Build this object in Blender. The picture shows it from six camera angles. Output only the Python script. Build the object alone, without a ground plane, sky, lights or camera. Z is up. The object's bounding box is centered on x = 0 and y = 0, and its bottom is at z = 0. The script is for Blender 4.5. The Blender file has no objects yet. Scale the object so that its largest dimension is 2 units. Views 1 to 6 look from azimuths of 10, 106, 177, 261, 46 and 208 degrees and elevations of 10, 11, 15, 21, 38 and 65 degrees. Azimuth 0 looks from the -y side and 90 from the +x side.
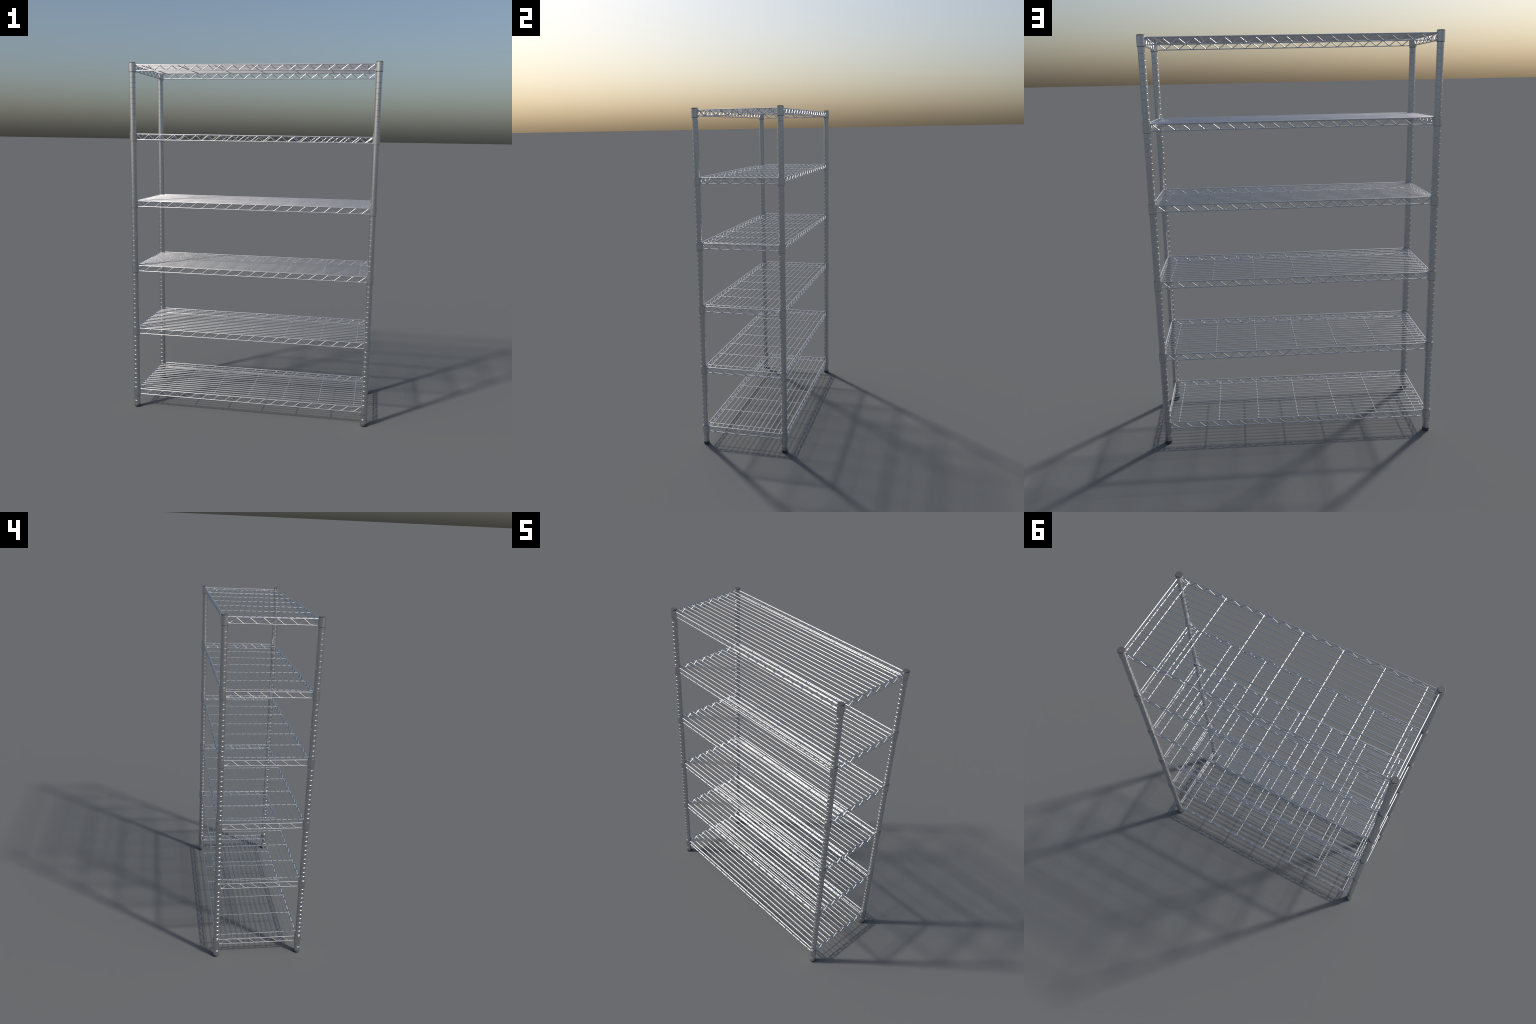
"""Chrome wire shelving rack: four grooved tubular posts carrying six welded wire shelves."""
import bpy, bmesh, math
from mathutils import Vector

# ------------------------------------------------------------------ sizes (metres)
POST_X, POST_Y = 0.6727, 0.2454          # post axes; rails lie in the same planes
HEIGHT = 2.0
POST_R = 0.0169
GROOVE_PITCH, GROOVE_FIRST = 0.02848, 0.0400
GROOVE_HALF, GROOVE_DEPTH = 0.0011, 0.0010

SHELVES = 6
SHELF_FIRST, SHELF_STEP = 0.1082, 0.37585  # height of the upper rail
TRUSS_DROP = 0.0312                       # upper rail to lower rail
COLLAR_R, COLLAR_TOP, COLLAR_H = 0.0198, 0.0084, 0.0463

RAIL_R, LOWER_R, TRUSS_R = 0.0030, 0.0027, 0.0024
DECK_R, CROSS_R = 0.0019, 0.0025
CROSS_Z = -0.0046                         # cross wires hang under the upper rails
DECK_Z = CROSS_Z + CROSS_R + DECK_R - 0.0003
DECK_WIRES, DECK_PITCH, DECK_SHIFT = 14, 0.0326, -0.0010
CROSS_WIRES, CROSS_PITCH, CROSS_SHIFT = 7, 0.2052, -0.0005
TRUSS_PITCH = CROSS_PITCH / 3.0
SIDE_PHASE = 0.0155                       # side trusses sit off centre


# ------------------------------------------------------------------ materials
def principled(name):
    m = bpy.data.materials.new(name)
    m.use_nodes = True
    return m, m.node_tree.nodes, m.node_tree.links, m.node_tree.nodes["Principled BSDF"]


def chrome(name, dark, light, rough):
    m, nodes, links, b = principled(name)
    coord = nodes.new("ShaderNodeTexCoord")
    noise = nodes.new("ShaderNodeTexNoise")
    noise.inputs["Scale"].default_value = 35.0
    noise.inputs["Detail"].default_value = 3.0
    links.new(coord.outputs["Object"], noise.inputs["Vector"])
    ramp = nodes.new("ShaderNodeValToRGB")
    ramp.color_ramp.elements[0].position = 0.3
    ramp.color_ramp.elements[0].color = (*dark, 1)
    ramp.color_ramp.elements[1].position = 0.7
    ramp.color_ramp.elements[1].color = (*light, 1)
    links.new(noise.outputs["Fac"], ramp.inputs["Fac"])
    links.new(ramp.outputs["Color"], b.inputs["Base Color"])
    b.inputs["Metallic"].default_value = 1.0
    b.inputs["Roughness"].default_value = rough
    return m


def plastic(name, colour, rough):
    m, nodes, links, b = principled(name)
    coord = nodes.new("ShaderNodeTexCoord")
    noise = nodes.new("ShaderNodeTexNoise")
    noise.inputs["Scale"].default_value = 900.0
    links.new(coord.outputs["Object"], noise.inputs["Vector"])
    bump = nodes.new("ShaderNodeBump")
    bump.inputs["Strength"].default_value = 0.05
    bump.inputs["Distance"].default_value = 0.0005
    links.new(noise.outputs["Fac"], bump.inputs["Height"])
    links.new(bump.outputs["Normal"], b.inputs["Normal"])
    b.inputs["Base Color"].default_value = (*colour, 1)
    b.inputs["Roughness"].default_value = rough
    return m


TUBE_CHROME = chrome("chromed_tube", (0.61, 0.615, 0.63), (0.63, 0.635, 0.65), 0.30)
WIRE_CHROME = chrome("chromed_wire", (0.61, 0.615, 0.63), (0.63, 0.635, 0.65), 0.30)
BLACK = plastic("black_plastic", (0.075, 0.075, 0.076), 0.6)


# ------------------------------------------------------------------ mesh helpers
def to_mesh(name, bm, material, sharp=50):
    bmesh.ops.recalc_face_normals(bm, faces=bm.faces)
    me = bpy.data.meshes.new(name)
    bm.to_mesh(me)
    bm.free()
    me.materials.append(material)
    me.shade_smooth()
    me.set_sharp_from_angle(angle=math.radians(sharp))
    return me


def tube(bm, path, radius, sides=12):
    """Round wire swept along a polyline, closed at both ends."""
    pts = [Vector(p) for p in path]
    rings, side = [], None
    for i, p in enumerate(pts):
        a = (p - pts[i - 1]).normalized() if i else None
        b = (pts[i + 1] - p).normalized() if i < len(pts) - 1 else None
        t = ((a or b) + (b or a)).normalized()
        if side is None:
            side = t.orthogonal().normalized()
        side = (side - t * side.dot(t)).normalized()
        other = t.cross(side)
        rings.append([bm.verts.new(p + radius * (math.cos(w) * side + math.sin(w) * other))
                      for w in (2 * math.pi * k / sides for k in range(sides))])
    for r0, r1 in zip(rings, rings[1:]):
        for k in range(sides):
            bm.faces.new((r0[k], r0[(k + 1) % sides], r1[(k + 1) % sides], r1[k]))
    bm.faces.new(rings[0][::-1])
    bm.faces.new(rings[-1])


def lathe(bm, profile, sides=48):
    """Surface of revolution about z from (radius, height) pairs; radius 0 closes it."""
    rings = []
    for r, z in profile:
        if r <= 0:
            rings.append([bm.verts.new((0, 0, z))])
        else:
            rings.append([bm.verts.new((r * math.cos(w), r * math.sin(w), z))
                          for w in (2 * math.pi * k / sides for k in range(sides))])
    for r0, r1 in zip(rings, rings[1:]):
        for k in range(sides):
            n = (k + 1) % sides
            if len(r0) == 1 and len(r1) > 1:
                bm.faces.new((r0[0], r1[n], r1[k]))
            elif len(r1) == 1 and len(r0) > 1:
                bm.faces.new((r0[k], r0[n], r1[0]))
            else:
                bm.faces.new((r0[k], r0[n], r1[n], r1[k]))


def bend(points, cut, steps=4):
    """Rounds the inner corners of a polyline."""
    pts = [Vector(p) for p in points]
    out = [pts[0]]
    for a, b, c in zip(pts, pts[1:], pts[2:]):
        p, q = b + (a - b).normalized() * cut, b + (c - b).normalized() * cut
        out.append(p + (a - b).normalized() * 0.0006)      # keeps the straight runs straight in shading
        for k in range(steps + 1):
            t = k / steps
            out.append(p.lerp(b, t).lerp(b.lerp(q, t), t))
        out.append(q + (c - b).normalized() * 0.0006)
    out.append(pts[-1])
    return out


def place(name, mesh, parent, location=(0, 0, 0)):
    o = bpy.data.objects.new(name, mesh)
    bpy.context.collection.objects.link(o)
    o.parent = parent
    o.location = location
    return o


# ------------------------------------------------------------------ shared meshes
def post_mesh():
    prof = [(0, 0.006), (POST_R, 0.006)]
    k = 0
    while GROOVE_FIRST + k * GROOVE_PITCH < HEIGHT - 0.02:
        z = GROOVE_FIRST + k * GROOVE_PITCH
        prof += [(POST_R, z - GROOVE_HALF), (POST_R - GROOVE_DEPTH, z), (POST_R, z + GROOVE_HALF)]
        k += 1
    prof += [(POST_R, HEIGHT - 0.007), (0, HEIGHT - 0.007)]
    bm = bmesh.new()
    lathe(bm, prof)
    return to_mesh("post", bm, TUBE_CHROME, 25)


def foot_mesh():
    bm = bmesh.new()
    lathe(bm, [(0, 0), (0.0156, 0), (0.0172, 0.0010), (0.0181, 0.0034), (0.0183, 0.0130), (POST_R - 0.0008, 0.0130)])
    return to_mesh("levelling_foot", bm, BLACK, 24)


def cap_mesh():
    top = HEIGHT
    bm = bmesh.new()
    lathe(bm, [(0.0150, top - 0.0085), (0.0176, top - 0.0072), (0.0176, top - 0.0008), (0.0169, top), (0, top)])
    return to_mesh("end_cap", bm, BLACK, 30)


def collar_mesh():
    top, low = COLLAR_TOP, COLLAR_TOP - COLLAR_H
    inner = POST_R + 0.0011
    bm = bmesh.new()
    prof = [(inner, low + 0.0030), (inner, low), (COLLAR_R - 0.0002, low), (COLLAR_R, top), (COLLAR_R - 0.0009, top), (COLLAR_R - 0.0011, top - 0.0030)]
    lathe(bm, prof)
    return to_mesh("corner_collar", bm, TUBE_CHROME, 25)


def sleeve_mesh():
    top, low = COLLAR_TOP, COLLAR_TOP - COLLAR_H
    bm = bmesh.new()
    lathe(bm, [(POST_R - 0.0010, low - 0.0015), (COLLAR_R - 0.0009, low - 0.0015), (COLLAR_R - 0.0006, low + 0.0006),
               (POST_R + 0.0009, low + 0.0012), (POST_R + 0.0009, top - 0.0022), (COLLAR_R - 0.0011, top - 0.0012), (COLLAR_R - 0.0013, top - 0.0002),
               (POST_R + 0.0006, top + 0.0004), (POST_R - 0.0010, top + 0.0004)])
    return to_mesh("collar_sleeve", bm, BLACK, 30)


def frame_mesh():
    """Upper and lower rail on all four sides plus the short uprights welded to the collars."""
    bm = bmesh.new()
    ex, ey = POST_X - 0.0172, POST_Y - 0.0172
    ux, uy = POST_X - COLLAR_R + 0.0021, POST_Y - COLLAR_R + 0.0021
    z = -TRUSS_DROP
    for s in (-1, 1):
        tube(bm, [(-ex, s * POST_Y, 0), (ex, s * POST_Y, 0)], RAIL_R)
        tube(bm, [(s * POST_X, -ey, 0), (s * POST_X, ey, 0)], RAIL_R)
        up = 0.0004
        tube(bm, bend([(-ux, s * POST_Y, up), (-ux, s * POST_Y, z), (ux, s * POST_Y, z), (ux, s * POST_Y, up)], 0.0045), LOWER_R)
        tube(bm, bend([(s * POST_X, -uy, up), (s * POST_X, -uy, z), (s * POST_X, uy, z), (s * POST_X, uy, up)], 0.0045), LOWER_R)
    return to_mesh("shelf", bm, WIRE_CHROME)


def long_truss_mesh():
    hi, lo = -0.0032, -TRUSS_DROP + 0.0012
    n = int(round(CROSS_PITCH * (CROSS_WIRES - 1) / TRUSS_PITCH))
    x0 = -0.5 * n * TRUSS_PITCH
    pts = [(x0 - 0.5 * TRUSS_PITCH, 0, hi)]
    for k in range(n + 1):
        pts += [(x0 + k * TRUSS_PITCH, 0, lo), (x0 + (k + 0.5) * TRUSS_PITCH, 0, hi)]
    bm = bmesh.new()
    tube(bm, bend(pts, 0.0018, 3), TRUSS_R)
    return to_mesh("truss_wire", bm, WIRE_CHROME)


def side_truss_mesh():
    hi, lo = -0.0032, -TRUSS_DROP + 0.0012
    p = 0.0683
    pts = [(0, SIDE_PHASE - 3.5 * p, hi)]
    for k in range(-3, 4):
        pts.append((0, SIDE_PHASE + k * p, lo))
        if k < 3:
            pts.append((0, SIDE_PHASE + (k + 0.5) * p, hi))
    last = pts[-1]
    pts.append((0, last[1] + 0.0095, lo + 0.0095 * (hi - lo) / (0.5 * p)))
    bm = bmesh.new()
    tube(bm, bend(pts, 0.0018, 3), TRUSS_R)
    return to_mesh("truss_wire", bm, WIRE_CHROME)


def straight_wire(name, a, b, radius):
    bm = bmesh.new()
    tube(bm, [a, b], radius)
    return to_mesh(name, bm, WIRE_CHROME)


# ------------------------------------------------------------------ assembly
rack = bpy.data.objects.new("wire_shelf_rack", None)
rack.empty_display_size = 0.2
bpy.context.collection.objects.link(rack)
rack["label"] = "tall silver wire rack with six slatted metal shelves"
rack["category"] = "shelving rack"

corners = [(sx * POST_X, sy * POST_Y) for sx in (-1, 1) for sy in (-1, 1)]

post, foot, cap = post_mesh(), foot_mesh(), cap_mesh()
for x, y in corners:
    p = place("post", post, rack, (x, y, 0))
    place("levelling_foot", foot, p)
    place("end_cap", cap, p)

frame, collar, sleeve = frame_mesh(), collar_mesh(), sleeve_mesh()
long_truss, side_truss = long_truss_mesh(), side_truss_mesh()
deck = straight_wire("deck_wire", (-POST_X, 0, 0), (POST_X, 0, 0), DECK_R)
cross = straight_wire("cross_wire", (0, -POST_Y - 0.0014, 0), (0, POST_Y + 0.0014, 0), CROSS_R)

for level in range(SHELVES):
    shelf = place("shelf", frame, rack, (0, 0, SHELF_FIRST + level * SHELF_STEP))
    for x, y in corners:
        place("corner_collar", collar, shelf, (x, y, 0))
        place("collar_sleeve", sleeve, shelf, (x, y, 0))
    for s in (-1, 1):
        place("truss_wire", long_truss, shelf, (CROSS_SHIFT, s * POST_Y, 0))
        place("truss_wire", side_truss, shelf, (s * POST_X, 0, 0))
    for k in range(DECK_WIRES):
        place("deck_wire", deck, shelf, (0, DECK_SHIFT + (k - (DECK_WIRES - 1) / 2) * DECK_PITCH, DECK_Z))
    for k in range(CROSS_WIRES):
        place("cross_wire", cross, shelf, (CROSS_SHIFT + (k - (CROSS_WIRES - 1) / 2) * CROSS_PITCH, 0, CROSS_Z))
